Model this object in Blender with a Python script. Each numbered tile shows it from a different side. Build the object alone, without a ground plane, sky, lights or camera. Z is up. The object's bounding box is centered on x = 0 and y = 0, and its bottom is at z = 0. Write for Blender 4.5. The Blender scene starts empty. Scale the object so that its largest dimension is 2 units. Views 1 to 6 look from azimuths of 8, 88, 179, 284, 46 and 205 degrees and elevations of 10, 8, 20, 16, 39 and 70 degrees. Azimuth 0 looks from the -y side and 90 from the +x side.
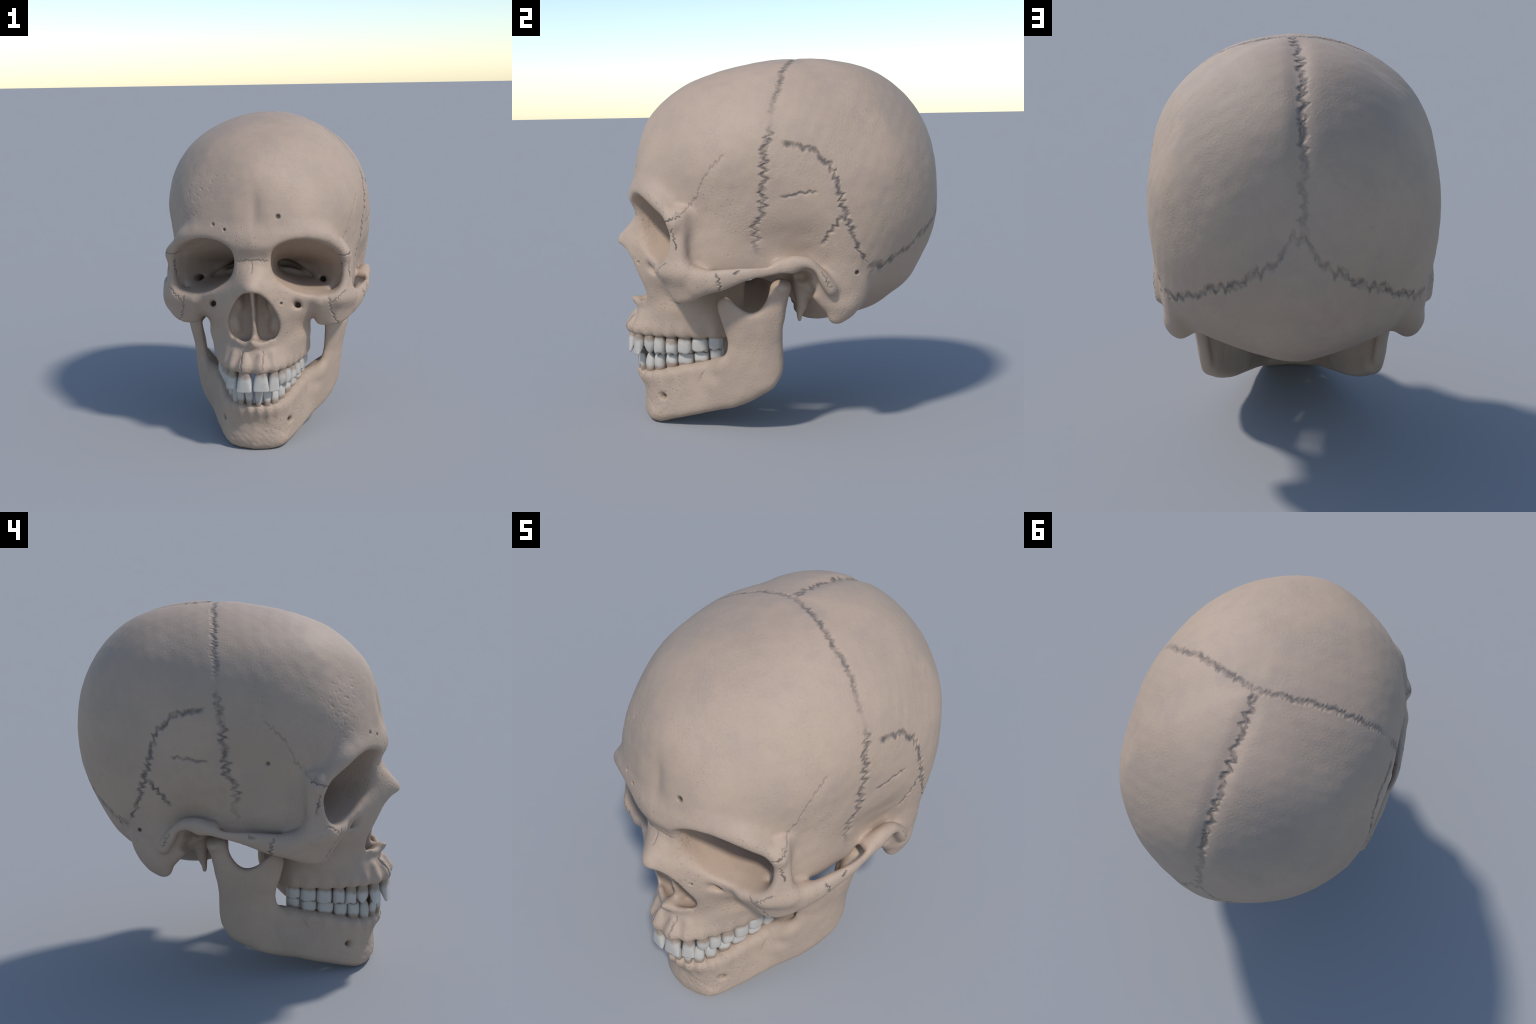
"""Human skull, built as an implicit body (vault of meridian radii, lofted face,
chains and plates for the bony struts, carved orbits and nose), meshed with
surface nets, then split into its bones along the sutures; teeth are lofted one
by one."""
import bpy, math
import numpy as np
from mathutils import Vector, Matrix

VOXEL = 0.010
f32 = np.float32

# ----------------------------------------------------------------- grid ----
XS = np.arange(0, 0.735, VOXEL).astype(f32)
YS = np.arange(-0.97, 0.965, VOXEL).astype(f32)
ZS = np.arange(-0.04, 2.05, VOXEL).astype(f32)


class Field:
    """A signed field sampled on the half grid x >= 0 (the skull is symmetric)."""

    def __init__(self):
        self.f = np.full((len(XS), len(YS), len(ZS)), 9.0, f32)

    def part(self, lo, hi, pad):
        s, ax = [], []
        for v, a, b in zip((XS, YS, ZS), lo, hi):
            i, j = np.searchsorted(v, a - pad), np.searchsorted(v, b + pad)
            s.append(slice(int(i), int(max(j, i + 1))))
        sx, sy, sz = s
        return tuple(s), XS[sx][:, None, None], YS[sy][None, :, None], ZS[sz][None, None, :]

    def apply(self, how, prim, k=0.03):
        lo, hi, fn = prim
        s, X, Y, Z = self.part(lo, hi, k + 0.04)
        d = fn(X, Y, Z).astype(f32)
        old = self.f[s]
        if how == 'add':
            self.f[s] = smin(old, d, k)
        elif how == 'cut':
            self.f[s] = -smin(-old, d, k)
        elif how == 'keep':
            self.f[s] = -smin(-old, -d, k)

    def add(self, prim, k=0.03):
        self.apply('add', prim, k)

    def cut(self, prim, k=0.03):
        self.apply('cut', prim, k)


def smin(a, b, k):
    h = np.maximum(k - np.abs(a - b), 0) / k
    return np.minimum(a, b) - h * h * (k * 0.25)


def smooth(a, b, x):
    t = np.clip((x - a) / (b - a), 0, 1)
    return t * t * (3 - 2 * t)


def cubic(xs, ys, q):
    """Catmull-Rom through (xs, ys); ys may have trailing axes; q any shape."""
    xs, ys, q = np.asarray(xs, float), np.asarray(ys, float), np.asarray(q, float)
    m = np.empty_like(ys)
    d = (ys[1:] - ys[:-1]) / (xs[1:] - xs[:-1]).reshape((-1,) + (1,) * (ys.ndim - 1))
    m[0], m[-1] = d[0], d[-1]
    m[1:-1] = 0.5 * (d[1:] + d[:-1])
    q = np.clip(q, xs[0], xs[-1])
    i = np.clip(np.searchsorted(xs, q) - 1, 0, len(xs) - 2)
    ex = (...,) + (None,) * (ys.ndim - 1)
    h = (xs[i + 1] - xs[i])[ex]
    t = ((q - xs[i])[ex]) / h
    return ((1 + 2 * t) * (1 - t) ** 2 * ys[i] + t * (1 - t) ** 2 * h * m[i]
            + t * t * (3 - 2 * t) * ys[i + 1] + t * t * (t - 1) * h * m[i + 1])


# ----------------------------------------------------------- primitives ----
def ellipsoid(c, r, turn=(0, 0, 0)):
    R = np.array(Matrix.Rotation(turn[2], 3, 'Z') @ Matrix.Rotation(turn[1], 3, 'Y') @ Matrix.Rotation(turn[0], 3, 'X')).T
    m = max(r)

    def fn(X, Y, Z):
        p = [X - c[0], Y - c[1], Z - c[2]]
        q = [(R[i, 0] * p[0] + R[i, 1] * p[1] + R[i, 2] * p[2]) for i in range(3)]
        k0 = np.sqrt(sum((q[i] / r[i]) ** 2 for i in range(3)))
        k1 = np.sqrt(sum((q[i] / r[i] ** 2) ** 2 for i in range(3))) + 1e-6
        return k0 * (k0 - 1) / k1
    return [v - m for v in c], [v + m for v in c], fn


def bone(a, b):
    """Round cone between two (x, y, z, radius) nodes."""
    a, b = np.array(a, float), np.array(b, float)
    r = max(a[3], b[3])
    ba = b[:3] - a[:3]
    L = float(ba @ ba)

    def fn(X, Y, Z):
        px, py, pz = X - a[0], Y - a[1], Z - a[2]
        t = np.clip((px * ba[0] + py * ba[1] + pz * ba[2]) / L, 0, 1)
        d = np.sqrt((px - t * ba[0]) ** 2 + (py - t * ba[1]) ** 2 + (pz - t * ba[2]) ** 2)
        return d - (a[3] + t * (b[3] - a[3]))
    return np.minimum(a[:3], b[:3]) - r, np.maximum(a[:3], b[:3]) + r, fn


def merged(prims, k):
    """One primitive out of several, blended among themselves."""
    lo = np.min([p[0] for p in prims], axis=0)
    hi = np.max([p[1] for p in prims], axis=0)

    def fn(X, Y, Z):
        out = None
        for p in prims:
            d = p[2](X, Y, Z)
            out = d if out is None else smin(out, d, k) if k else np.minimum(out, d)
        return out
    return lo, hi, fn


def spline(nodes, fine=4):
    """Resample a row of nodes along a smooth curve."""
    n = np.array(nodes, float)
    if len(n) < 3:
        return n
    t = np.concatenate([[0], np.cumsum(np.linalg.norm(np.diff(n[:, :3], axis=0), axis=1))])
    q = np.concatenate([np.linspace(a, b, fine, endpoint=False) for a, b in zip(t[:-1], t[1:])] + [t[-1:]])
    return cubic(t, n, q)


def chain(nodes, fine=4):
    nodes = spline(nodes, fine)
    return merged([bone(a, b) for a, b in zip(nodes[:-1], nodes[1:])], 0)


def flat_chain(nodes, squash):
    """Chain whose section is flattened in x: nodes (x, y, z, r), squash < 1."""
    lo, hi, fn = chain([(x / squash, y, z, r) for x, y, z, r in nodes])
    lo, hi = np.array(lo), np.array(hi)
    lo[0] *= squash
    hi[0] *= squash
    return lo, hi, lambda X, Y, Z: fn(X / squash, Y, Z) * (0.5 + 0.5 * squash)


def plate(a, b, c):
    """Triangular plate with a thickness radius at each corner (x, y, z, r)."""
    P = [np.array(v, float) for v in (a, b, c)]
    A, B, C = (p[:3] for p in P)
    ab, ac = B - A, C - A
    d00, d01, d11 = ab @ ab, ab @ ac, ac @ ac
    den = d00 * d11 - d01 * d01
    edges = [bone(P[0], P[1]), bone(P[1], P[2]), bone(P[2], P[0])]
    r = max(p[3] for p in P)
    n = np.cross(ab, ac)
    n = n / np.linalg.norm(n)

    def fn(X, Y, Z):
        px, py, pz = X - A[0], Y - A[1], Z - A[2]
        d20 = px * ab[0] + py * ab[1] + pz * ab[2]
        d21 = px * ac[0] + py * ac[1] + pz * ac[2]
        v, w = (d11 * d20 - d01 * d21) / den, (d00 * d21 - d01 * d20) / den
        inside = (v >= 0) & (w >= 0) & (v + w <= 1)
        face = np.abs(px * n[0] + py * n[1] + pz * n[2]) - (P[0][3] + v * (P[1][3] - P[0][3]) + w * (P[2][3] - P[0][3]))
        rim = np.minimum(np.minimum(edges[0][2](X, Y, Z), edges[1][2](X, Y, Z)), edges[2][2](X, Y, Z))
        return np.where(inside, face, rim)
    pts = np.array([A, B, C])
    return pts.min(0) - r, pts.max(0) + r, fn


def strip(lows, highs, fine=3):
    """Wall between two rails of (x, y, z, r) nodes."""
    out = []
    lows, highs = (spline([(*np.array(v[:3]) , v[3]) for v in r], fine) if len(r) > 2 else np.array(r, float) for r in (lows, highs))
    for i in range(len(lows) - 1):
        out += [plate(lows[i], lows[i + 1], highs[i]), plate(highs[i], highs[i + 1], lows[i + 1])]
    return merged(out, 0)


def rounded(poly, n=3):
    """Chaikin-smoothed closed outline."""
    p = np.asarray(poly, float)
    for _ in range(n):
        q = np.roll(p, -1, 0)
        p = np.stack([0.75 * p + 0.25 * q, 0.25 * p + 0.75 * q], 1).reshape(-1, 2)
    return p


def polygon(poly, U, V):
    """Signed distance to a closed outline in the plane (negative inside)."""
    best = np.full(np.broadcast(U, V).shape, 1e9)
    inside = np.zeros(best.shape, bool)
    for (ax, ay), (bx, by) in zip(poly, np.roll(poly, -1, 0)):
        ex, ey = bx - ax, by - ay
        wx, wy = U - ax, V - ay
        t = np.clip((wx * ex + wy * ey) / (ex * ex + ey * ey + 1e-12), 0, 1)
        best = np.minimum(best, (wx - ex * t) ** 2 + (wy - ey * t) ** 2)
        if ay != by:
            inside ^= ((ay > V) != (by > V)) & (U < ex * (V - ay) / (by - ay) + ax)
    best = np.sqrt(best)
    return np.where(inside, -best, best)


def loft(levels, end=0.02):
    """Horizontal outlines (x, y) at rising heights, joined by smooth curves."""
    hs = [l[0] for l in levels]
    outs = np.array([l[1] for l in levels], float)
    lo = [outs[..., 0].min(), outs[..., 1].min(), hs[0]]
    hi = [outs[..., 0].max(), outs[..., 1].max(), hs[-1]]

    def fn(X, Y, Z):
        U, V = X[:, :, 0], Y[:, :, 0]
        out = np.empty((X.shape[0], Y.shape[1], Z.shape[2]))
        for i, z in enumerate(Z[0, 0]):
            ring = cubic(hs, outs, np.array(float(z)))
            ring = np.vstack([[(-0.3, ring[0, 1])], ring, [(-0.3, ring[-1, 1])]])
            out[:, :, i] = polygon(rounded(ring, 2), U, V)
        return -smin(-out, -np.maximum(hs[0] - Z, Z - hs[-1]), end)
    return lo, hi, fn


# ---------------------------------------------------------------- vault ----
# Radii of the braincase seen from its middle, along nine half meridians from
# the forehead (0 deg) round the side to the back of the head (180 deg).
VAULT_CENTRE = np.array([0, 0.10, 1.30])
VAULT_HEIGHT = np.radians([-50, -40, -30, -20, -10, 0, 10, 25, 40, 55, 70, 90])
VAULT = np.array([
    [.812, .835, .855, .874, .885, .893, .888, .891, .837, .765, .718, .697],
    [.812, .830, .849, .850, .854, .877, .870, .843, .819, .759, .714, .697],
    [.815, .826, .826, .780, .744, .754, .773, .774, .767, .734, .708, .697],
    [.835, .790, .708, .660, .656, .657, .682, .710, .718, .714, .705, .697],
    [.828, .756, .660, .642, .650, .655, .666, .690, .704, .701, .697, .697],
    [.808, .778, .757, .728, .708, .699, .694, .687, .700, .697, .697, .697],
    [.784, .788, .772, .755, .750, .744, .746, .742, .737, .733, .714, .697],
    [.788, .792, .780, .777, .777, .777, .779, .782, .770, .759, .724, .697],
    [.813, .828, .814, .811, .802, .787, .788, .793, .788, .765, .727, .697]])


def vault_radius(x, y, z):
    around = np.arctan2(np.abs(x), -y) / (math.pi / 8)
    up = np.arctan2(z, np.sqrt(x * x + y * y))
    mirrored = np.vstack([VAULT[1], VAULT, VAULT[-2]])
    na, nu = 161, 121
    dense = cubic(np.arange(-1, 10), mirrored, np.linspace(0, 8, na))
    ups = np.linspace(VAULT_HEIGHT[0], VAULT_HEIGHT[-1], nu)
    dense = cubic(VAULT_HEIGHT, dense.T, ups).T
    a = np.clip(around / 8 * (na - 1), 0, na - 1.001)
    b = np.clip((up - ups[0]) / (ups[-1] - ups[0]) * (nu - 1), 0, nu - 1.001)
    i, j = a.astype(int), b.astype(int)
    a, b = a - i, b - j
    return ((dense[i, j] * (1 - b) + dense[i, j + 1] * b) * (1 - a)
            + (dense[i + 1, j] * (1 - b) + dense[i + 1, j + 1] * b) * a)


def vault_field(X, Y, Z):
    x, y, z = X - VAULT_CENTRE[0], Y - VAULT_CENTRE[1], Z - VAULT_CENTRE[2]
    x, y, z = np.broadcast_arrays(x, y, z)
    return np.sqrt(x * x + y * y + z * z) - vault_radius(x, y, z)


EVERYWHERE = ([0, -1, -0.1], [0.8, 1, 2.1])


def base_field(X, Y, Z):
    floor = cubic([-1, -.8, -.5, -.3, -.1, 0, .08, .2, .35, .5, .62, .75, 1],
                  [.88, .88, .87, .85, .82, .77, .68, .62, .60, .60, .62, .64, .64], Y)
    rise = smooth(.22, .45, X) * np.interp(Y, [-.5, -.3, -.1, .1, .3, .6], [0, .01, .05, .15, .08, .0])
    return floor + rise - Z


# ------------------------------------------------------------- cranium ----
def cranium_field():
    F = Field()
    s, X, Y, Z = F.part(*EVERYWHERE, 0)
    F.f = -smin(-vault_field(X, Y, Z).astype(f32), -base_field(X, Y, Z).astype(f32), 0.05)

    # middle of the face, from tooth sockets up to the root of the nose
    F.add(loft([
        (.500, [(0, -.850), (.105, -.824), (.180, -.744), (.240, -.605), (.278, -.455), (.290, -.340), (.25, -.275), (0, -.275)]),
        (.530, [(0, -.858), (.108, -.826), (.184, -.752), (.246, -.610), (.288, -.458), (.298, -.340), (.25, -.265), (0, -.265)]),
        (.600, [(0, -.820), (.108, -.788), (.190, -.720), (.258, -.606), (.305, -.465), (.302, -.330), (.25, -.265), (0, -.265)]),
        (.660, [(0, -.797), (.112, -.762), (.198, -.696), (.270, -.604), (.322, -.475), (.295, -.330), (.25, -.265), (0, -.265)]),
        (.750, [(0, -.785), (.138, -.764), (.214, -.690), (.284, -.590), (.332, -.475), (.280, -.340), (.24, -.270), (0, -.270)]),
        (.850, [(0, -.855), (.125, -.806), (.228, -.710), (.338, -.614), (.432, -.530), (.280, -.370), (.24, -.270), (0, -.270)]),
        (.950, [(0, -.900), (.096, -.832), (.205, -.735), (.350, -.660), (.475, -.592), (.300, -.400), (.24, -.270), (0, -.270)]),
        (1.03, [(0, -.908), (.066, -.852), (.130, -.780), (.215, -.700), (.260, -.600), (.240, -.400), (.20, -.270), (0, -.270)]),
        (1.09, [(0, -.852), (.062, -.822), (.118, -.770), (.165, -.700), (.200, -.600), (.200, -.400), (.20, -.270), (0, -.270)]),
        (1.17, [(0, -.790), (.068, -.782), (.130, -.756), (.170, -.710), (.200, -.600), (.200, -.400), (.20, -.270), (0, -.270)]),
        (1.25, [(0, -.812), (.080, -.803), (.160, -.775), (.220, -.720), (.250, -.600), (.200, -.400), (.20, -.270), (0, -.270)])]), 0.04)

    # brow ridge and the rim that runs down the outer side of the orbit
    F.add(chain([(0, -.764, 1.285, .048), (.13, -.736, 1.288, .044), (.27, -.697, 1.298, .041), (.36, -.670, 1.298, .041),
                 (.427, -.645, 1.280, .041), (.485, -.588, 1.222, .036), (.532, -.540, 1.160, .034)]), 0.08)
    F.add(strip([(.528, -.548, 1.18, .028), (.526, -.546, 1.08, .026), (.520, -.558, .99, .030), (.488, -.585, .91, .040)],
                [(.512, -.505, 1.20, .030), (.538, -.512, 1.08, .026), (.542, -.510, .99, .030), (.540, -.500, .91, .042)]), 0.04)
    # wing of the sphenoid: closes the temple behind the orbit
    F.add(strip([(.500, -.520, 1.20, .030), (.505, -.505, 1.10, .028), (.500, -.495, .95, .030)],
                [(.470, -.400, 1.20, .035), (.465, -.390, 1.10, .035), (.490, -.380, .93, .035)]), 0.04)
    # cheek bone
    F.add(strip([(.380, -.618, .900, .045), (.470, -.585, .915, .042), (.540, -.515, .910, .042), (.578, -.410, .890, .036)],
                [(.385, -.545, .768, .036), (.455, -.535, .770, .040), (.525, -.470, .795, .040), (.578, -.385, .845, .032)]), 0.05)

    # eye sockets: rounded outline drawn on the rim, shrinking towards the apex
    F.cut(orbit(), 0.022)
    # nasal cavity
    F.cut(nasal_cavity(), 0.016)

    for t in UPPER_TEETH:
        x, y, z = t[1]
        F.add(bone((x, y, z + .10, .012), (x, y - .002, z + .035, t[3] * .42)), 0.030)

    # hole under the orbit, slit and openings at the back of the orbit
    F.cut(bone((.246, -.760, .908, .026), (.258, -.600, .865, .016)), 0.016)
    F.cut(strip([(.125, -.36, 1.080, .028), (.170, -.36, 1.075, .026), (.228, -.38, 1.060, .018), (.276, -.42, 1.042, .012), (.327, -.42, 1.000, .008)],
                [(.105, -.16, 1.045, .024), (.150, -.16, 1.040, .022), (.210, -.20, 1.025, .014), (.262, -.27, 1.014, .010), (.315, -.30, .978, .008)]), 0.014)
    F.cut(bone((.395, -.440, .994, .021), (.378, -.26, .957, .020)), 0.010)
    # rim of the nasal floor with its spine
    F.add(chain([(0, -.830, .690, .011), (0, -.805, .680, .018), (0, -.60, .685, .020)]), 0.025)
    F.add(chain([(0, -.800, .668, .016), (.05, -.782, .664, .014), (.10, -.755, .680, .012)]), 0.03)

    # zygomatic arch, its root over the ear and the ridge behind the ear hole
    F.add(flat_chain([(.576, -.420, .862, .060), (.606, -.330, .874, .058), (.630, -.25, .896, .045), (.650, -.17, .914, .033), (.650, -.09, .922, .027),
                      (.645, 0, .932, .030), (.632, .06, .950, .034)], 0.55), 0.03)
    F.add(chain([(.615, -.02, .940, .040), (.630, .06, .955, .040), (.632, .12, .955, .036), (.632, .17, .915, .034), (.630, .215, .860, .030), (.628, .24, .82, .024)]), 0.035)
    # mastoid process
    F.add(merged([ellipsoid((.545, .305, .805), (.055, .130, .122), (0, .12, 0)),
                  bone((.536, .285, .720, .056), (.533, .272, .662, .040)),
                  bone((.536, .330, .735, .050), (.532, .320, .700, .042))], 0.06), 0.07)
    # ear canal and jaw joint hollow
    F.cut(merged([bone((.64, .115, .88, .052), (.47, .10, .86, .03)), bone((.66, .15, .83, .03), (.5, .13, .80, .03))], 0.03), 0.03)
    F.cut(ellipsoid((.53, -.005, .86), (.16, .075, .07)), 0.03)
    F.add(chain([(.40, .11, .80, .05), (.40, .105, .70, .030), (.405, .095, .66, .019), (.406, .092, .618, .014)]), 0.04)
    # condyles and winged plates under the skull base
    F.add(ellipsoid((.15, .19, .635), (.075, .12, .06), (0, 0, -0.35)), 0.05)
    F.add(strip([(.24, -.30, .53, .02), (.26, -.22, .56, .014)], [(.22, -.32, .92, .03), (.25, -.20, .90, .02)]), 0.03)
    # folds inside the nose
    F.add(ellipsoid((.122, -.665, .790), (.036, .045, .085), (0, .25, .3)), 0.03)
    F.add(ellipsoid((.100, -.675, .900), (.030, .040, .055), (0, .2, .3)), 0.03)
    # vomer
    F.add(strip([(.004, -.725, .690, .014), (.0, -.55, .70, .014)], [(.0, -.760, .84, .009), (.0, -.55, .84, .009)]), 0.02)
    F.add(strip([(.0, -.760, .84, .009), (.0, -.55, .84, .009)], [(.0, -.805, .99, .014), (.0, -.55, 1.0, .014)]), 0.02)
    return blurred(F.f)


def blurred(f):
    """Soften the creases between primitives a little."""
    for ax in range(3):
        p = np.concatenate([np.take(f, [1 if ax == 0 else 0], ax), f, np.take(f, [-1], ax)], ax)
        n = f.shape[ax]
        f = 0.25 * np.take(p, range(0, n), ax) + 0.5 * f + 0.25 * np.take(p, range(2, n + 2), ax)
    return f.astype(f32)


ORBIT_RIM = [(.172, 1.276), (.300, 1.298), (.425, 1.268), (.512, 1.205), (.522, 1.100), (.510, 1.010), (.474, .940),
             (.375, .926), (.280, .952), (.182, 1.012), (.114, 1.080), (.104, 1.215)]


def orbit():
    def fn(X, Y, Z):
        depth = Y + .78
        along = [-1, 0, .08, .18, .21, .28, .38, .48, .56]
        sx = cubic(along, [1.06, 1.0, 1.03, 1.04, 1.02, .92, .74, .48, .20], depth)
        sz = cubic(along, [1.06, 1.0, .97, .83, .77, .62, .42, .24, .08], depth)
        inner = .140 - .015 * smooth(.02, .16, depth)
        U, V = (X - (inner + .185 * sx)) / sx + .325, (Z - (1.115 - .11 * (1 - sz))) / sz + 1.115
        pit = polygon(rounded(ORBIT_RIM, 2), U, V) * np.minimum(sx, sz)
        return -smin(-pit, -(Y + .27), 0.05)
    return [.1, -1, .85], [.6, -.20, 1.35], fn


NOSE_RIM = [(0, 1.005), (.055, .985), (.100, .930), (.135, .860), (.150, .790), (.135, .715), (.095, .668), (.045, .662), (0, .675)]


def nasal_cavity():
    ring = NOSE_RIM + [(-x, z) for x, z in NOSE_RIM[::-1] if x > 0]
    ring = rounded(ring, 2)

    def fn(X, Y, Z):
        grow = cubic([-1, -.76, -.70, -.55, -.40], [0, 0, .01, .015, .0], Y)
        d = polygon(ring, X + 0 * Z, Z + 0 * X)
        return -smin(-(d - grow), -(Y + .665), 0.05)
    return [0, -1, .6], [.2, -.3, 1.05], fn


# ------------------------------------------------------------- mandible ----
RAMUS = [(.030, .850), (.045, .820), (.028, .750), (.010, .670), (.000, .550), (.007, .405), (.002, .345), (-.026, .288), (-.070, .250),
         (-.130, .222), (-.200, .190), (-.300, .158), (-.380, .160), (-.400, .300), (-.345, .395), (-.303, .436), (-.293, .500), (-.300, .535),
         (-.331, .634), (-.347, .690), (-.345, .735), (-.315, .772), (-.278, .765), (-.235, .725), (-.192, .694), (-.147, .690),
         (-.098, .730), (-.072, .800), (-.064, .830), (-.045, .850)]


def ramus():
    ring = rounded(RAMUS, 2)

    def fn(X, Y, Z):
        d = polygon(ring, Y + 0 * Z, Z + 0 * Y) + 0 * X
        mid = cubic([.1, .25, .33, .41, .5, .6, .7, .9], [.375, .424, .438, .447, .458, .482, .500, .518], Z)
        mid = mid + cubic([-.5, -.4, -.3, -.2, -.1, 0, .1], [-.180, -.130, -.072, -.022, .006, 0, -.02], Y)
        half = .027 + .004 * smooth(-.12, 0, Y) + .012 * smooth(-.28, -.36, Y) * (1 - smooth(.4, .6, Z))
        return -smin(-(np.abs(X - mid) * .97 - half), -d, 0.045)
    return [.25, -.42, .13], [.6, .06, .87], fn


def mandible_field():
    F = Field()
    F.add(strip([(0, -.706, .060, .058), (.080, -.692, .060, .058), (.150, -.650, .066, .054), (.192, -.585, .084, .048), (.236, -.490, .110, .046), (.293, -.36, .152, .045), (.366, -.22, .208, .042), (.405, -.10, .29, .030)],
                [(0, -.764, .256, .038), (.074, -.746, .256, .038), (.144, -.682, .260, .040), (.182, -.607, .282, .041), (.214, -.500, .308, .043), (.250, -.39, .332, .043), (.305, -.28, .372, .038), (.40, -.14, .42, .025)]), 0.03)
    F.add(merged([ellipsoid((0, -.718, .056), (.09, .045, .050)), ellipsoid((.11, -.690, .055), (.06, .045, .042))], 0.05), 0.05)
    F.add(ramus(), 0.07)
    F.add(ellipsoid((.500, -.008, .822), (.085, .046, .036), (0, 0, .15)), 0.03)
    F.add(bone((.475, -.01, .80, .035), (.455, -.03, .66, .035)), 0.04)
    F.cut(bone((.217, -.680, .170, .020), (.165, -.62, .16, .014)), 0.015)
    for t in LOWER_TEETH:
        x, y, z = t[1]
        F.add(bone((x, y, z - .10, .012), (x, y - .002, z - .028, t[3] * .42)), 0.030)
    return blurred(F.f)


# ---------------------------------------------------------------- teeth ----
# kind, (x, y, height of the neck), height of the tip, width along the row,
# depth across it, turn of the outer face from straight ahead (degrees), lean
UPPER_TEETH = [
    ('incisor', (.047, -.818, .508), .388, .092, .060, 8, 11),
    ('incisor', (.116, -.776, .506), .388, .072, .058, 28, 9),
    ('canine', (.150, -.718, .502), .400, .064, .064, 50, 7),
    ('premolar', (.168, -.660, .502), .401, .066, .078, 64, 6),
    ('premolar', (.190, -.596, .499), .403, .071, .080, 71, 6),
    ('molar', (.204, -.522, .500), .409, .086, .092, 77, 6),
    ('molar', (.220, -.438, .505), .419, .094, .092, 81, 6),
    ('molar', (.236, -.358, .516), .438, .078, .088, 84, 6)]
LOWER_TEETH = [
    ('incisor', (.025, -.780, .296), .392, .050, .048, 6, 4),
    ('incisor', (.074, -.762, .292), .392, .052, .048, 22, 4),
    ('canine', (.108, -.722, .290), .398, .060, .058, 44, 2),
    ('premolar', (.136, -.668, .302), .398, .070, .068, 58, -2),
    ('premolar', (.163, -.600, .321), .400, .075, .074, 66, -2),
    ('molar', (.184, -.520, .340), .408, .092, .088, 73, -2),
    ('molar', (.206, -.433, .354), .418, .088, .088, 79, -2),
    ('molar', (.224, -.351, .372), .437, .076, .084, 83, -2)]
CROWN = {  # along the crown: height 0 neck .. 1 tip; half widths, half depths
    'incisor': ([-.4, 0, .25, .6, .88, .97, 1.0], [.58, .68, .82, .96, 1.0, .96, .84], [.9, 1.0, .98, .72, .38, .26, .14]),
    'canine': ([-.4, 0, .25, .55, .8, .94, 1.0], [.74, .84, .97, 1.0, .76, .38, .16], [.9, 1.0, 1.0, .86, .56, .30, .12]),
    'premolar': ([-.4, 0, .25, .55, .8, .95, 1.0], [.76, .86, .97, 1.0, .97, .80, .55], [.8, .9, 1.0, 1.0, .90, .70, .45]),
    'molar': ([-.4, 0, .25, .55, .8, .95, 1.0], [.82, .90, .97, 1.0, .98, .88, .70], [.8, .9, 1.0, 1.0, .94, .82, .62])}


def tooth_mesh(name, kind, height, width, depth, seed):
    rng = np.random.default_rng(seed)
    at, wide, deep = CROWN[kind]
    steps = np.concatenate([np.linspace(-.4, .8, 14), np.linspace(.84, 1, 6)])
    n = 32
    a = np.arange(n) * math.tau / n
    p = 2.6 if kind != 'molar' else 3.2
    cx = np.sign(np.cos(a)) * np.abs(np.cos(a)) ** (2 / p)
    sy = np.sign(np.sin(a)) * np.abs(np.sin(a)) ** (2 / p)
    rings = []
    jit = rng.uniform(-1, 1, 6)
    for s in steps:
        w, d = cubic(at, wide, np.array(s)) * width / 2, cubic(at, deep, np.array(s)) * depth / 2
        x, y = cx * w, sy * d
        z = np.full(n, s * height)
        if kind == 'incisor':       # flat curved blade: the outer face stays forward
            y = y - (depth / 2 - d) * .55 * (s > 0)
            z = z + height * .02 * jit[0] * cx * max(s, 0)
        if kind in ('premolar', 'molar') and s > .8:   # cusps
            lobes = 2 if kind == 'molar' else 1
            z = z + height * .06 * (s - .8) / .2 * np.cos(2 * lobes * a + jit[1])
        x = x + width * .03 * jit[2] * max(s, 0)
        rings.append(np.stack([x, y, z], 1))
    v = np.vstack(rings + [np.array([[0, rings[-1][:, 1].mean(), rings[-1][:, 2].mean() - (.05 * height if kind in ('molar', 'premolar') else -.01 * height)]]),
                           np.array([[0, 0, rings[0][0, 2]]])])
    m = len(steps)
    faces = [(i * n + j, i * n + (j + 1) % n, (i + 1) * n + (j + 1) % n, (i + 1) * n + j) for i in range(m - 1) for j in range(n)]
    faces += [((m - 1) * n + j, (m - 1) * n + (j + 1) % n, m * n) for j in range(n)]
    faces += [((j + 1) % n, j, m * n + 1) for j in range(n)]
    me = bpy.data.meshes.new(name)
    me.from_pydata(v.tolist(), [], faces)
    me.shade_smooth()
    return me


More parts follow.
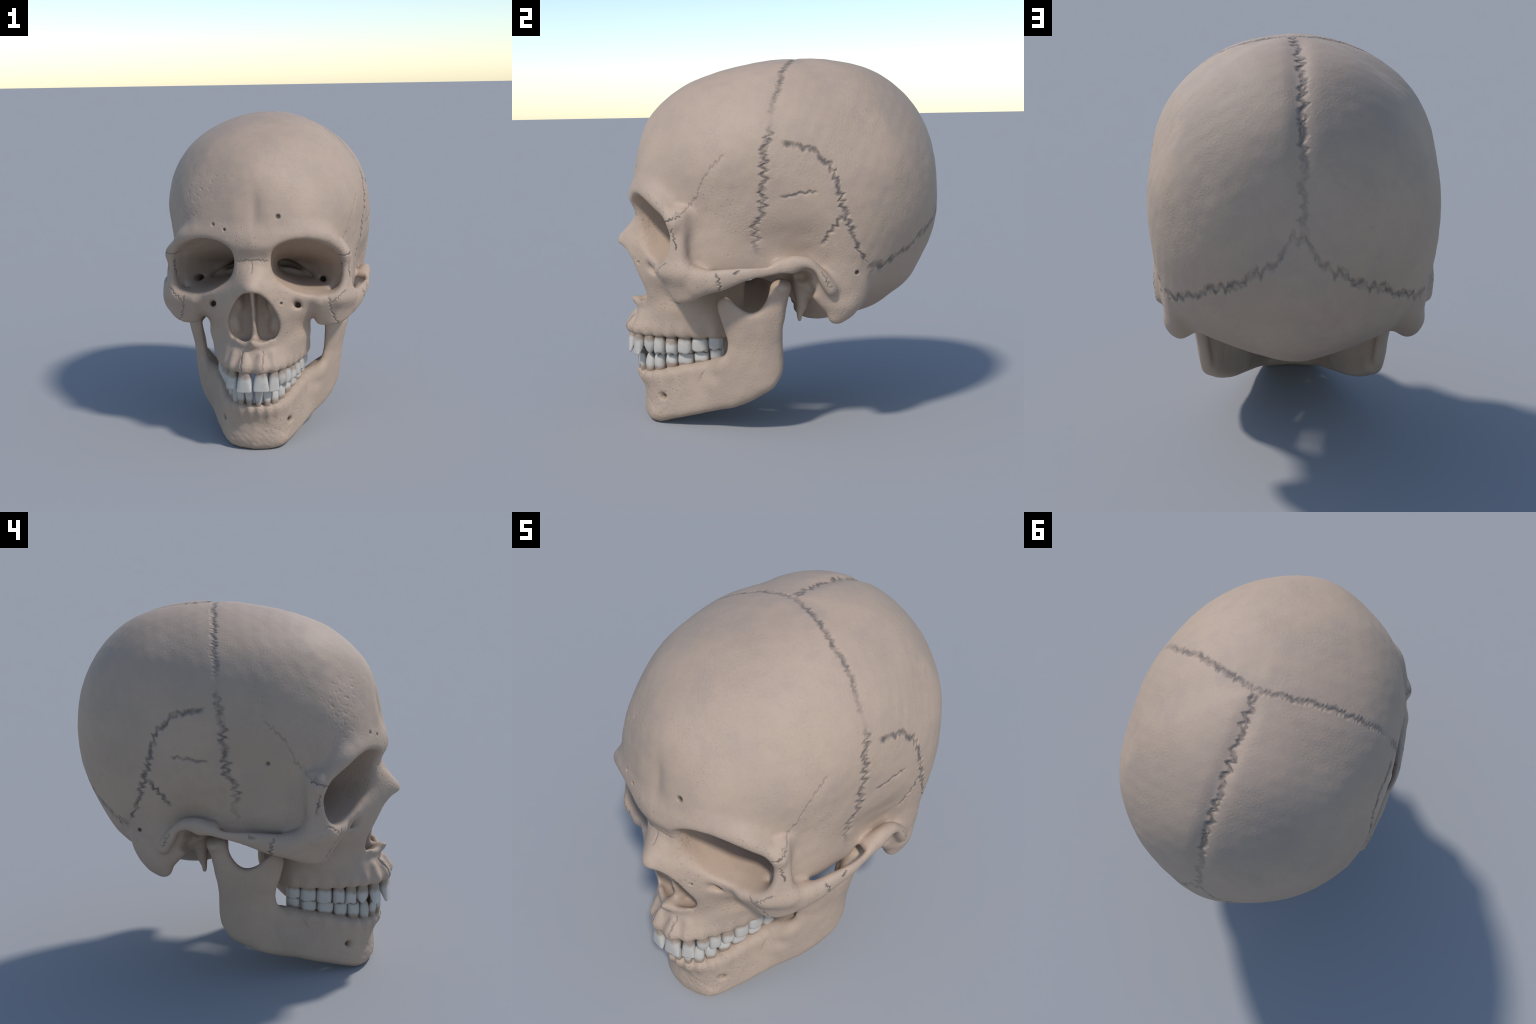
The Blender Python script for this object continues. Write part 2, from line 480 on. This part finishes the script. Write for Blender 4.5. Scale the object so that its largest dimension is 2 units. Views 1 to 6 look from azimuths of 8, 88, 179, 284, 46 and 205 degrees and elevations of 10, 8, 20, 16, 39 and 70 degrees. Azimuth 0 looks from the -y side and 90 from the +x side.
def place_teeth(table, upper, parent, mat):
    for i, (kind, neck, tip, width, depth, turn, lean) in enumerate(table):
        for side in (1, -1):
            ob = bpy.data.objects.new(kind + '_tooth', tooth_mesh(kind + '_tooth', kind, abs(tip - neck[2]), width, depth, 7 * i + 3 * (side > 0) + 100 * upper))
            # local -y is the outer face, local +z points to the biting edge
            m = Matrix.Translation((side * neck[0], neck[1], neck[2])) @ Matrix.Rotation(math.radians(turn * side), 4, 'Z')
            rng = np.random.default_rng(31 * i + 7 * (side > 0) + 211 * upper)
            tip_x, tip_y, twist = rng.uniform(-3, 3, 3)
            m = m @ Matrix.Rotation(math.radians((-lean if upper else lean) + tip_x * .6), 4, 'X') @ Matrix.Rotation(math.radians(tip_y), 4, 'Y') @ Matrix.Rotation(math.radians(twist), 4, 'Z')
            m = m @ Matrix.Diagonal((*(1 + rng.uniform(-.05, .03, 3)), 1))
            if upper:
                m = m @ Matrix.Rotation(math.pi, 4, 'Y')
            ob.matrix_world = m
            ob.data.materials.append(mat)
            bpy.context.scene.collection.objects.link(ob)
            ob.parent = parent


# ---------------------------------------------------------- surface nets ----
def surface_nets(half):
    """Quad mesh of the zero level of a half field mirrored at x = 0."""
    f = np.concatenate([half[:0:-1], half], 0)
    o = np.array([-XS[-1], YS[0], ZS[0]])
    sx, sy, sz = f.shape
    neg = f < 0
    c = neg[:-1, :-1, :-1].astype(np.int8)
    for d in ((1, 0, 0), (0, 1, 0), (0, 0, 1), (1, 1, 0), (1, 0, 1), (0, 1, 1), (1, 1, 1)):
        c = c + neg[d[0]:sx - 1 + d[0], d[1]:sy - 1 + d[1], d[2]:sz - 1 + d[2]]
    act = (c > 0) & (c < 8)
    ids = np.full(act.shape, -1, np.int32)
    cell = np.argwhere(act)
    ids[act] = np.arange(len(cell))
    i, j, k = cell.T
    tot, cnt = np.zeros((len(cell), 3)), np.zeros(len(cell))
    corners = [(a, b, e) for a in (0, 1) for b in (0, 1) for e in (0, 1)]
    for p in corners:
        for ax in range(3):
            if p[ax]:
                continue
            q = list(p)
            q[ax] = 1
            v0 = f[i + p[0], j + p[1], k + p[2]]
            v1 = f[i + q[0], j + q[1], k + q[2]]
            m = (v0 < 0) != (v1 < 0)
            t = np.where(m, v0 / np.where(m, v0 - v1, 1), 0)
            pos = np.repeat(np.array(p, float)[None], len(cell), 0)
            pos[:, ax] = t
            tot += pos * m[:, None]
            cnt += m
    v = (cell + tot / cnt[:, None]) * VOXEL + o
    quads = []
    for ax in range(3):
        sl0, sl1 = [slice(1, -1)] * 3, [slice(1, -1)] * 3
        sl0[ax], sl1[ax] = slice(0, -1), slice(1, None)
        a, b = neg[tuple(sl0)], neg[tuple(sl1)]
        for flip, m in ((False, a & ~b), (True, ~a & b)):
            e = np.argwhere(m)
            e[:, [q for q in range(3) if q != ax]] += 1
            u, w = [q for q in range(3) if q != ax]
            if ax == 1:
                u, w = w, u
            ring = []
            for du, dw in ((-1, -1), (0, -1), (0, 0), (-1, 0)):
                g = e.copy()
                g[:, u] += du
                g[:, w] += dw
                ring.append(ids[g[:, 0], g[:, 1], g[:, 2]])
            q = np.stack(ring, 1)
            quads.append(q[:, ::-1] if flip else q)
    return v, np.vstack(quads), f, o


def sample(f, o, p):
    q = (p - o) / VOXEL
    q = np.clip(q, 0, np.array(f.shape) - 1.001)
    i = q.astype(int)
    t = q - i
    out = 0
    for a in (0, 1):
        for b in (0, 1):
            for e in (0, 1):
                w = (t[:, 0] if a else 1 - t[:, 0]) * (t[:, 1] if b else 1 - t[:, 1]) * (t[:, 2] if e else 1 - t[:, 2])
                out = out + w * f[i[:, 0] + a, i[:, 1] + b, i[:, 2] + e]
    return out


def relax(v, quads, f, o, rounds=3):
    """Even the net out and pull it back on the surface."""
    n = len(v)
    for _ in range(rounds):
        acc, cnt = np.zeros((n, 3)), np.zeros(n)
        for a in range(4):
            for b in (1, 3):
                np.add.at(cnt, quads[:, a], 1)
                for d in range(3):
                    acc[:, d] += np.bincount(quads[:, a], v[quads[:, (a + b) % 4], d], n)
        v = 0.5 * v + 0.5 * acc / cnt[:, None]
        for _ in range(2):
            h = VOXEL * 0.5
            d = sample(f, o, v)
            g = np.stack([sample(f, o, v + np.eye(3)[a] * h) - sample(f, o, v - np.eye(3)[a] * h) for a in range(3)], 1) / (2 * h)
            step = d[:, None] * g / np.maximum((g * g).sum(1), .2)[:, None]
            v = v - np.clip(step, -VOXEL * .7, VOXEL * .7)
    return v



# --------------------------------------------- one maths, two back ends ----
# The sutures are written once and evaluated both on numpy arrays (grooves in
# the mesh, borders between the bones) and as shader nodes (dirt in the seams).
class Wire:
    """A value inside a node tree, with arithmetic."""
    tree = None

    def __init__(self, socket):
        self.socket = socket

    @classmethod
    def math(cls, op, *args):
        n = cls.tree.nodes.new('ShaderNodeMath')
        n.operation = op
        for i, a in enumerate(args):
            if isinstance(a, Wire):
                cls.tree.links.new(a.socket, n.inputs[i])
            else:
                n.inputs[i].default_value = float(a)
        return Wire(n.outputs[0])

    def __add__(self, o): return Wire.math('ADD', self, o)
    __radd__ = __add__
    def __sub__(self, o): return Wire.math('SUBTRACT', self, o)
    def __rsub__(self, o): return Wire.math('SUBTRACT', o, self)
    def __mul__(self, o): return Wire.math('MULTIPLY', self, o)
    __rmul__ = __mul__


def is_wire(*a): return any(isinstance(q, Wire) for q in a)
def sin_(x): return Wire.math('SINE', x) if is_wire(x) else np.sin(x)
def abs_(x): return Wire.math('ABSOLUTE', x) if is_wire(x) else np.abs(x)
def sqrt_(x): return Wire.math('SQRT', x) if is_wire(x) else np.sqrt(x)
def atan2_(y, x): return Wire.math('ARCTAN2', y, x) if is_wire(x, y) else np.arctan2(y, x)
def max_(a, b): return Wire.math('MAXIMUM', a, b) if is_wire(a, b) else np.maximum(a, b)


def step_(a, b, x):
    """Smooth 0..1 ramp between a and b."""
    if not is_wire(x):
        return smooth(a, b, x)
    n = Wire.tree.nodes.new('ShaderNodeMapRange')
    n.interpolation_type = 'SMOOTHSTEP'
    Wire.tree.links.new(x.socket, n.inputs['Value'])
    lo, hi, o0, o1 = (a, b, 0, 1) if a < b else (b, a, 1, 0)
    for k, v in (('From Min', lo), ('From Max', hi), ('To Min', o0), ('To Max', o1)):
        n.inputs[k].default_value = v
    return Wire(n.outputs['Result'])


def curve_(points, x):
    """Smooth curve through hand-placed (input, output) points."""
    p = np.array(points, float)
    (x0, y0), (x1, y1) = p.min(0), p.max(0)
    y1 = max(y1, y0 + 1e-6)
    if not is_wire(x):
        return cubic(p[:, 0], p[:, 1], x)
    # the node gets the same cubic, sampled
    n = Wire.tree.nodes.new('ShaderNodeFloatCurve')
    c = n.mapping.curves[0]
    q = np.linspace(x0, x1, 31)
    v = np.clip((cubic(p[:, 0], p[:, 1], q) - y0) / (y1 - y0), 0, 1)
    c.points[0].location, c.points[1].location = (0, v[0]), (1, v[-1])
    for t, w in zip(np.linspace(0, 1, 31)[1:-1], v[1:-1]):
        c.points.new(t, w)
    n.mapping.update()
    u = (x - x0) * (1 / (x1 - x0))
    Wire.tree.links.new(u.socket, n.inputs['Value'])
    return Wire(n.outputs[0]) * (y1 - y0) + y0


def zigzag(s, amp, k, phase=0.0):
    """Irregular interlocking teeth of a suture."""
    a = sin_(s * k + sin_(s * (k * .37) + (1 + phase)) * 2.0 + phase)
    b = sin_(s * (k * 2.3) + sin_(s * (k * .9) + phase) * 1.4)
    return (a * .78 + b * .27) * amp


# ------------------------------------------------------------- sutures ----
CORONAL = [(0, .112), (.2, .086), (.36, .054), (.55, .020), (.70, .000), (.90, -.036), (1.09, -.056), (1.25, -.084), (1.45, -.088),
           (1.60, -.098), (1.69, -.095), (1.76, -.125), (1.84, -.138), (1.95, -.130), (2.15, -.128)]
CORONAL_MIGHT = [(0, .7), (.3, .9), (.7, .8), (.95, .35), (1.03, .12), (1.1, 1), (1.6, 1), (1.95, .6), (2.15, 0)]
SQUAMA = [(-.10, .415), (.05, .398), (.18, .393), (.34, .394), (.47, .374), (.61, .360), (.72, .344), (.84, .320), (.99, .306), (1.14, .291),
          (1.36, .285), (1.53, .302), (1.70, .325), (1.87, .359), (1.97, .398), (2.06, .470)]
LAMBDOID = [(0, 1.330), (.03, 1.318), (.05, 1.268), (.10, 1.215), (.155, 1.172), (.20, 1.158), (.22, 1.118), (.30, 1.080), (.38, 1.040),
            (.45, .985), (.52, .932), (.60, .905)]
CHEEK_SEAM = [(.70, .505), (.74, .490), (.79, .466), (.85, .452), (.90, .440), (.945, .425)]
TEMPLE_SEAM = [(-.545, 1.202), (-.485, 1.228), (-.46, 1.252), (-.42, 1.307), (-.402, 1.36), (-.39, 1.395), (-.354, 1.43), (-.314, 1.478), (-.28, 1.494)]


def seam(d, wide):
    return step_(wide * 1.45, 0, abs_(d))


def streak(u, v, ends, wide, amp=.004, k=150., phase=0.):
    """Short straight seam between two points of a plane (u, v)."""
    (a, b), (c, e) = ends
    L = math.hypot(c - a, e - b)
    tu, tv = (c - a) / L, (e - b) / L
    s = (u - a) * tu + (v - b) * tv
    d = (v - b) * tu - (u - a) * tv
    m = seam(d - zigzag(s, amp, k, phase), wide)
    return m * step_(0, .15 * L, s) * step_(L, .85 * L, s)


def suture_parts(x, y, z):
    """Centre-line offsets that also part the bones: coronal, squama, lambdoid."""
    ax = abs_(x)
    alpha = atan2_(ax, z - 1.3)
    cor = y - curve_(CORONAL, alpha)
    dy, dz = y - .03, z - 1.15
    beta = atan2_(dy, dz)
    squ = sqrt_(dy * dy + dz * dz) - curve_(SQUAMA, beta)
    lam = z - curve_(LAMBDOID, ax)
    return ax, alpha, cor, beta, squ, lam


def sutures(x, y, z):
    """0..1 map of every seam line on the skull."""
    ax, alpha, cor, beta, squ, lam = suture_parts(x, y, z)
    out = []
    # coronal: coarse teeth at the side, finer ones over the top
    big = step_(1.0, 1.15, alpha)
    w = zigzag(alpha + x * .2, .016, 66.) * (big * .7 + .3) + zigzag(alpha, .006, 140., 2.) * (1 - big * .8)
    out.append(max_(seam(cor + w, .016), seam(cor + zigzag(alpha + x * .1, .013, 58., 1.7), .010) * .4) * curve_(CORONAL_MIGHT, alpha) * step_(.93, 1.0, z))
    # sagittal, a little off centre towards the back
    off = x + step_(.15, .5, y) * .022
    arc = atan2_(y - .1, z - 1.3)
    w = zigzag(arc, .015, 58., .6)
    out.append(max_(seam(off + w, .014), seam(off - zigzag(arc, .013, 47., 3.), .009) * .8)
               * step_(.02, .08, arc) * step_(1.56, 1.46, arc) * (step_(1.2, 1.0, arc) * .6 + .4) * step_(1.25, 1.3, z))
    # lambdoid
    w = zigzag(ax, .015, 95., .3)
    out.append(max_(seam(lam * .75 + w, .016), seam(lam * .75 + zigzag(ax, .016, 70., 2.2), .010) * .5) * step_(.42, .46, y) * (step_(.12, .30, ax) * .35 + .6))
    # squamous arch and its two companions on the temple
    side = step_(.45, .50, ax)
    w = zigzag(beta, .012, 40., 1.1) * (step_(.3, .7, beta) * .6 + .4)
    out.append(seam(squ + w, .015) * step_(-.10, 0, beta) * step_(2.06, 2.0, beta) * side)
    out.append(streak(y, z, ((.182, 1.040), (.312, 1.205)), .011, .009, 110., .4) * side)
    out.append(streak(y, z, ((-.02, 1.293), (.185, 1.321)), .009, .006, 75., 1.4) * side * .8)
    # temple
    out.append(seam((z - curve_(TEMPLE_SEAM, y)) * .65 + zigzag(y, .006, 160.), .006) * step_(-.56, -.53, y) * step_(-.27, -.31, y) * step_(.42, .46, ax) * .42)
    # cheek: frontal process, front edge, arch
    out.append(streak(y, z, ((-.60, 1.170), (-.50, 1.200)), .005, .006, 240.) * side)
    out.append(streak(y, z, ((-.556, 1.140), (-.538, 1.020)), .005, .006, 200., 2.) * side)
    out.append(seam(ax - curve_(CHEEK_SEAM, z) + zigzag(z, .007, 190., .7), .006) * step_(.715, .74, z) * step_(.935, .91, z) * step_(-.50, -.54, y) * .7)
    out.append(streak(ax, z, ((.445, .885), (.545, .965)), .005, .006, 190., 1.) * step_(-.46, -.5, y) * .7)
    out.append(streak(y, z, ((-.332, .925), (-.318, .815)), .007, .009, 230., .4) * step_(.575, .595, ax))
    out.append(streak(y, z, ((-.250, .915), (-.215, .935)), .006, .004, 200., .9) * step_(.575, .595, ax))
    # nose root and the seams above the front teeth
    front = step_(-.70, -.74, y)
    out.append(streak(ax, z, ((-.02, 1.175), (.105, 1.160)), .006, .006, 170.) * front * .6)
    out.append(streak(x, z, ((.004, 1.095), (.0, 1.178)), .004, .002, 90.) * front * .6)
    out.append(streak(ax, z, ((.064, .515), (.060, .635)), .005, .003, 60.) * front * .7)
    # behind the ear
    out.append(streak(y, z, ((.195, .925), (.240, .825)), .006, .006, 180., .5) * step_(.58, .60, ax) * .6)
    total = out[0]
    for m in out[1:]:
        total = max_(total, m)
    return total


# small single holes: (x, y, z, radius)
PINHOLES = [(.153, -.770, 1.424, .015), (-.230, -.767, 1.377, .010), (-.159, -.789, 1.350, .009), (-.586, -.299, 1.282, .012),
            (.595, .375, .901, .012), (-.595, .375, .901, .012), (.168, -.770, .912, .008)]


def pinholes(x, y, z):
    total = None
    for a, b, c, r in PINHOLES:
        dx, dy, dz = (x - a) * (1 if b < -.6 else .4), (y - b) * (.4 if b < -.6 else 1), z - c
        m = step_(r * 1.25, r * .55, sqrt_(dx * dx + dy * dy + dz * dz))
        total = m if total is None else max_(total, m)
    return total


# ------------------------------------------------------------- relief ----
def waves(p, scale, seed, n=14):
    """Smooth random relief: a sum of plane waves in random directions."""
    rng = np.random.default_rng(seed)
    out = 0
    for _ in range(n):
        d = rng.normal(size=3)
        d *= scale * rng.uniform(.6, 1.4) / np.linalg.norm(d)
        out = out + np.sin(p @ d + rng.uniform(0, math.tau))
    return out / math.sqrt(n)


def root_ridges(v, teeth, up):
    """Swellings of the bone over the tooth roots, hollows between them."""
    h = np.zeros(len(v))
    near = np.where((v[:, 1] < -.28) & (v[:, 2] < .66) & (v[:, 2] > .15))[0]
    p = v[near]
    for kind, (x, y, z), tip, wide, deep, turn, lean in teeth:
        a = math.radians(turn)
        along = (np.abs(p[:, 0]) - x) * math.cos(a) + (p[:, 1] - y) * math.sin(a)
        out = (np.abs(p[:, 0]) - x) * math.sin(a) - (p[:, 1] - y) * math.cos(a)
        rise = (p[:, 2] - z) * up
        m = np.exp(-(along / (wide * .33)) ** 2) * smooth(-.02, .02, rise) * (1 - smooth(.03, .11, rise)) * (out > 0) * (out < .08)
        h[near] += .0075 * m
        gap = np.exp(-((np.abs(along) - wide * .5) / (wide * .14)) ** 2) * (1 - smooth(.0, .035, rise)) * (out > 0) * (out < .08)
        h[near] -= .002 * gap
    return h


def relief(v, jaw):
    """Height to move every vertex along its normal."""
    x, y, z = v.T
    h = .0011 * waves(v, 16, 5) + .0005 * waves(v, 70, 6)
    h += root_ridges(v, LOWER_TEETH, -1) if jaw else root_ridges(v, UPPER_TEETH, 1)
    if jaw:
        chin = step_(-.55, -.66, y) * step_(.20, .12, z)
        h += chin * .0008 * waves(v, 190, 8)
        h -= .018 * np.exp(-(x / .13) ** 2 - ((z - .185) / .055) ** 2) * step_(-.66, -.72, y)
        h -= .012 * np.exp(-((y + .375) / .04) ** 2 - ((z - .315) / .04) ** 2) * (np.abs(x) > .26)
        return h
    # valley along the sagittal suture, dip in the middle of the forehead
    arc = np.arctan2(y - .1, z - 1.3)
    h -= .014 * np.exp(-((x + .012) / .042) ** 2) * smooth(.0, .25, arc) * (1 - smooth(1.2, 1.6, arc)) * (z > 1.3)
    h -= .010 * np.exp(-((x - .015) / .032) ** 2 - ((z - 1.47) / .09) ** 2) * (y < -.5)
    h += .005 * np.exp(-((np.abs(x) - .10) / .05) ** 2 - ((z - 1.46) / .12) ** 2) * (y < -.5)
    # pitted forehead and temples
    pits = step_(-.50, -.62, y) * step_(1.30, 1.38, z) * step_(1.75, 1.6, z) * np.clip(.5 + waves(v, 9, 12), 0, 1) * np.where(x < 0, 1, .5)
    h -= pits * .0016 * np.clip(waves(v, 230, 9) - .35, 0, 1.5)
    h -= .0040 * sutures(x, y, z) + .010 * pinholes(x, y, z)
    return h


# ------------------------------------------------------------ meshing ----
def refined(v, quads):
    """Catmull-Clark once, by modifier, and give the arrays back."""
    me = bpy.data.meshes.new('body')
    me.vertices.add(len(v))
    me.vertices.foreach_set('co', v.astype(f32).ravel())
    me.loops.add(quads.size)
    me.loops.foreach_set('vertex_index', quads.astype(np.int32).ravel())
    me.polygons.add(len(quads))
    me.polygons.foreach_set('loop_start', np.arange(0, quads.size, 4, dtype=np.int32))
    me.update(calc_edges=True)
    ob = bpy.data.objects.new('body', me)
    bpy.context.scene.collection.objects.link(ob)
    ob.modifiers.new('fine', 'SUBSURF').levels = 1
    ev = ob.evaluated_get(bpy.context.evaluated_depsgraph_get()).data
    v2 = np.empty(len(ev.vertices) * 3, f32)
    ev.vertices.foreach_get('co', v2)
    q2 = np.empty(len(ev.loops), np.int32)
    ev.loops.foreach_get('vertex_index', q2)
    bpy.data.objects.remove(ob)
    bpy.data.meshes.remove(me)
    return v2.reshape(-1, 3).astype(float), q2.reshape(-1, 4)


def normals(v, quads):
    n = np.cross(v[quads[:, 2]] - v[quads[:, 0]], v[quads[:, 3]] - v[quads[:, 1]])
    out = np.stack([sum(np.bincount(quads[:, k], n[:, d], len(v)) for k in range(4)) for d in range(3)], 1)
    return out / np.maximum(np.linalg.norm(out, axis=1), 1e-12)[:, None]


def body(half, jaw):
    v, q, f, o = surface_nets(half)
    v = relax(v, q, f, o)
    v, q = refined(v, q)
    v = v + normals(v, q) * relief(v, jaw)[:, None]
    v[:, 2] = np.maximum(v[:, 2], 0)
    return v, q, normals(v, q)


def piece(name, v, quads, n, mat):
    """One bone: a region of the body that keeps the whole body's normals."""
    used, q = np.unique(quads, return_inverse=True)
    q = q.reshape(-1, 4)
    me = bpy.data.meshes.new(name)
    me.vertices.add(len(used))
    me.vertices.foreach_set('co', v[used].astype(f32).ravel())
    me.loops.add(q.size)
    me.loops.foreach_set('vertex_index', q.astype(np.int32).ravel())
    me.polygons.add(len(q))
    me.polygons.foreach_set('loop_start', np.arange(0, q.size, 4, dtype=np.int32))
    me.update(calc_edges=True)
    me.shade_smooth()
    me.normals_split_custom_set_from_vertices(n[used].astype(f32).tolist())
    me.materials.append(mat)
    ob = bpy.data.objects.new(name, me)
    bpy.context.scene.collection.objects.link(ob)
    ob.parent = skull
    return ob


def bone_of(v, quads):
    """Name the bone each face belongs to, along the sutures."""
    x, y, z = v[quads].mean(1).T
    ax, alpha, cor, beta, squ, lam = suture_parts(x, y, z)
    cor = cor + zigzag(alpha + x * .2, .016, 66.) * .7
    squ, lam = squ + zigzag(beta, .012, 40., 1.1), lam + zigzag(ax, .015, 95., .3)
    which = np.full(len(quads), 'sphenoid_bone', dtype=object)
    face = (y < -.26) & (z < 1.172) & (ax < .47)
    which[face] = 'maxilla'
    which[(cor < 0) & (z > np.where(ax > .45, cubic(*np.array(TEMPLE_SEAM).T, y), 1.172))] = 'frontal_bone'
    which[(ax < .075) & (z > .97) & (z < 1.172) & (y < -.775)] = 'nasal_bone'
    which[(ax < .026) & (z > .70) & (z < 1.0) & (y > -.77) & (y < -.52)] = 'vomer'
    cheek = (z < 1.185) & (z > .68) & (y < -.326) & (ax > cubic(*np.array(CHEEK_SEAM).T, z)) & ((y < -.47) | ((ax > .55) & (z < .97)))
    which[cheek] = 'zygomatic_bone'
    back = (cor > 0) & (z > .90)
    which[back & (lam > 0)] = 'parietal_bone'
    which[(y > .03) & (lam < 0) & ((y > .44) | (ax < .40))] = 'occipital_bone'
    ear = (ax > .36) & (lam < .4) & (((cor > 0) & (squ < 0) & (y < .46)) | ((z < 1.0) & (y > -.16) & (y < .46)) | ((ax > .56) & (z < .98) & (y > -.326) & (y < .46)))
    which[ear & (which != 'occipital_bone')] = 'temporal_bone'
    sided = np.isin(which, ['parietal_bone', 'temporal_bone', 'zygomatic_bone', 'nasal_bone'])
    return which, np.where(sided & (x < 0), 1, 0)


# ------------------------------------------------------------ materials ----
def add_node(t, kind, **inputs):
    n = t.nodes.new(kind)
    for k, val in inputs.items():
        k = k.replace('_', ' ')
        if isinstance(val, bpy.types.NodeSocket):
            t.links.new(val, n.inputs[k])
        else:
            n.inputs[k].default_value = val
    return n


def mix_colour(t, fac, a, b, blend='MIX'):
    n = t.nodes.new('ShaderNodeMix')
    n.data_type, n.blend_type = 'RGBA', blend
    for i, val in ((0, fac), (6, a), (7, b)):
        if isinstance(val, bpy.types.NodeSocket):
            t.links.new(val, n.inputs[i])
        else:
            n.inputs[i].default_value = val if i == 0 else (*val, 1)
    return n.outputs[2]


def bone_material(name, seams):
    m = bpy.data.materials.new(name)
    m.use_nodes = True
    t = m.node_tree
    Wire.tree = t
    bsdf = t.nodes['Principled BSDF']
    co = t.nodes.new('ShaderNodeTexCoord').outputs['Object']
    sep = add_node(t, 'ShaderNodeSeparateXYZ', Vector=co)
    x, y, z = (Wire(sep.outputs[i]) for i in range(3))

    def noise(scale, detail=3., rough=.55):
        return Wire(add_node(t, 'ShaderNodeTexNoise', Vector=co, Scale=scale, Detail=detail, Roughness=rough).outputs['Fac'])
    broad, mid, fine = noise(2.3, 4.), noise(11., 4.), noise(70., 3.)
    col = mix_colour(t, step_(.35, .66, broad).socket, (.425, .314, .236), (.380, .286, .217))
    col = mix_colour(t, (step_(.48, .70, noise(5.5, 5., .65)) * .45).socket, col, (.325, .262, .214))
    col = mix_colour(t, (step_(.50, .70, mid) * .40).socket, col, (.398, .288, .230))
    col = mix_colour(t, (step_(.52, .75, fine) * .25).socket, col, (.295, .232, .186))
    # pits: small dark specks that gather in patches
    vor = add_node(t, 'ShaderNodeTexVoronoi', Vector=co, Scale=44., Randomness=1.)
    rough_zone = step_(.44, .62, noise(3.6, 2.))
    if seams:
        zone = max_(step_(-.45, -.60, y) * step_(1.85, 1.5, z), step_(.50, .56, abs_(x)) * step_(-.1, -.3, y) * .8) * .9 + .12
    else:
        zone = step_(-.35, -.60, y) * .8 + .3
    speck = step_(.28, .05, Wire(vor.outputs['Distance']) + (fine - .5) * .55) * rough_zone * zone
    col = mix_colour(t, (speck * .34).socket, col, (.17, .135, .105))
    grain = noise(85., 4., .7)
    height = (fine - .5) * .12 + (grain - .5) * (rough_zone * .35 + .14) + (mid - .5) * .12 - speck * .22
    if seams:
        wob = add_node(t, 'ShaderNodeTexNoise', Vector=co, Scale=34., Detail=3.)
        wob = add_node(t, 'ShaderNodeSeparateXYZ', Vector=wob.outputs['Color'])
        wx, wy, wz = (q + (Wire(wob.outputs[i]) - .5) * .030 for i, q in enumerate((x, y, z)))
        line = sutures(wx, wy, wz)
        darkening = line * (step_(.30, .62, noise(22., 3.)) * .65 + .35)
        col = mix_colour(t, (darkening * .82).socket, col, (.075, .070, .067))
        col = mix_colour(t, (pinholes(x, y, z) * .85).socket, col, (.035, .03, .027))
        height = height - line * .45
    bump = t.nodes.new('ShaderNodeBump')
    bump.inputs['Strength'].default_value = .55
    bump.inputs['Distance'].default_value = .012
    t.links.new(height.socket, bump.inputs['Height'])
    t.links.new(col, bsdf.inputs['Base Color'])
    t.links.new(bump.outputs[0], bsdf.inputs['Normal'])
    bsdf.inputs['Roughness'].default_value = .62
    bsdf.inputs['Specular IOR Level'].default_value = .32
    return m


def enamel_material():
    m = bpy.data.materials.new('tooth_enamel')
    m.use_nodes = True
    t = m.node_tree
    Wire.tree = t
    bsdf = t.nodes['Principled BSDF']
    tc = t.nodes.new('ShaderNodeTexCoord')
    up = Wire(add_node(t, 'ShaderNodeSeparateXYZ', Vector=tc.outputs['Generated']).outputs[2])
    n1 = Wire(add_node(t, 'ShaderNodeTexNoise', Vector=tc.outputs['Object'], Scale=28., Detail=3.).outputs['Fac'])
    rnd = Wire(t.nodes.new('ShaderNodeObjectInfo').outputs['Random'])
    neck = step_(.56, .38, up + (n1 - .5) * .26 + (rnd - .5) * .16)
    col = mix_colour(t, rnd.socket, (.48, .445, .40), (.42, .385, .345))
    col = mix_colour(t, (step_(.45, .75, n1) * .40).socket, col, (.43, .395, .355))
    col = mix_colour(t, (neck * .85).socket, col, (.26, .18, .125))
    t.links.new(col, bsdf.inputs['Base Color'])
    bump = t.nodes.new('ShaderNodeBump')
    bump.inputs['Strength'].default_value = .25
    bump.inputs['Distance'].default_value = .01
    t.links.new(n1.socket, bump.inputs['Height'])
    t.links.new(bump.outputs[0], bsdf.inputs['Normal'])
    bsdf.inputs['Roughness'].default_value = .38
    return m


# ------------------------------------------------------------- assembly ----
skull = bpy.data.objects.new('skull', None)
bpy.context.scene.collection.objects.link(skull)
skull['label'] = 'pale tan human skull with dark sutures, jaw and white teeth'
skull['category'] = 'skull'

bone_mat, jaw_mat, tooth_mat = bone_material('bone', True), bone_material('jaw_bone', False), enamel_material()

v, q, n = body(cranium_field(), False)
which, other = bone_of(v, q)
upper_jaw = None
for kind in sorted(set(which)):
    for side in (0, 1):
        sel = (which == kind) & (other == side)
        if sel.sum() > 3:
            ob = piece(kind, v, q[sel], n, bone_mat)
            if kind == 'maxilla':
                upper_jaw = ob
v, q, n = body(mandible_field(), True)
lower_jaw = piece('mandible', v, q, n, jaw_mat)
place_teeth(UPPER_TEETH, True, upper_jaw, tooth_mat)
place_teeth(LOWER_TEETH, False, lower_jaw, tooth_mat)
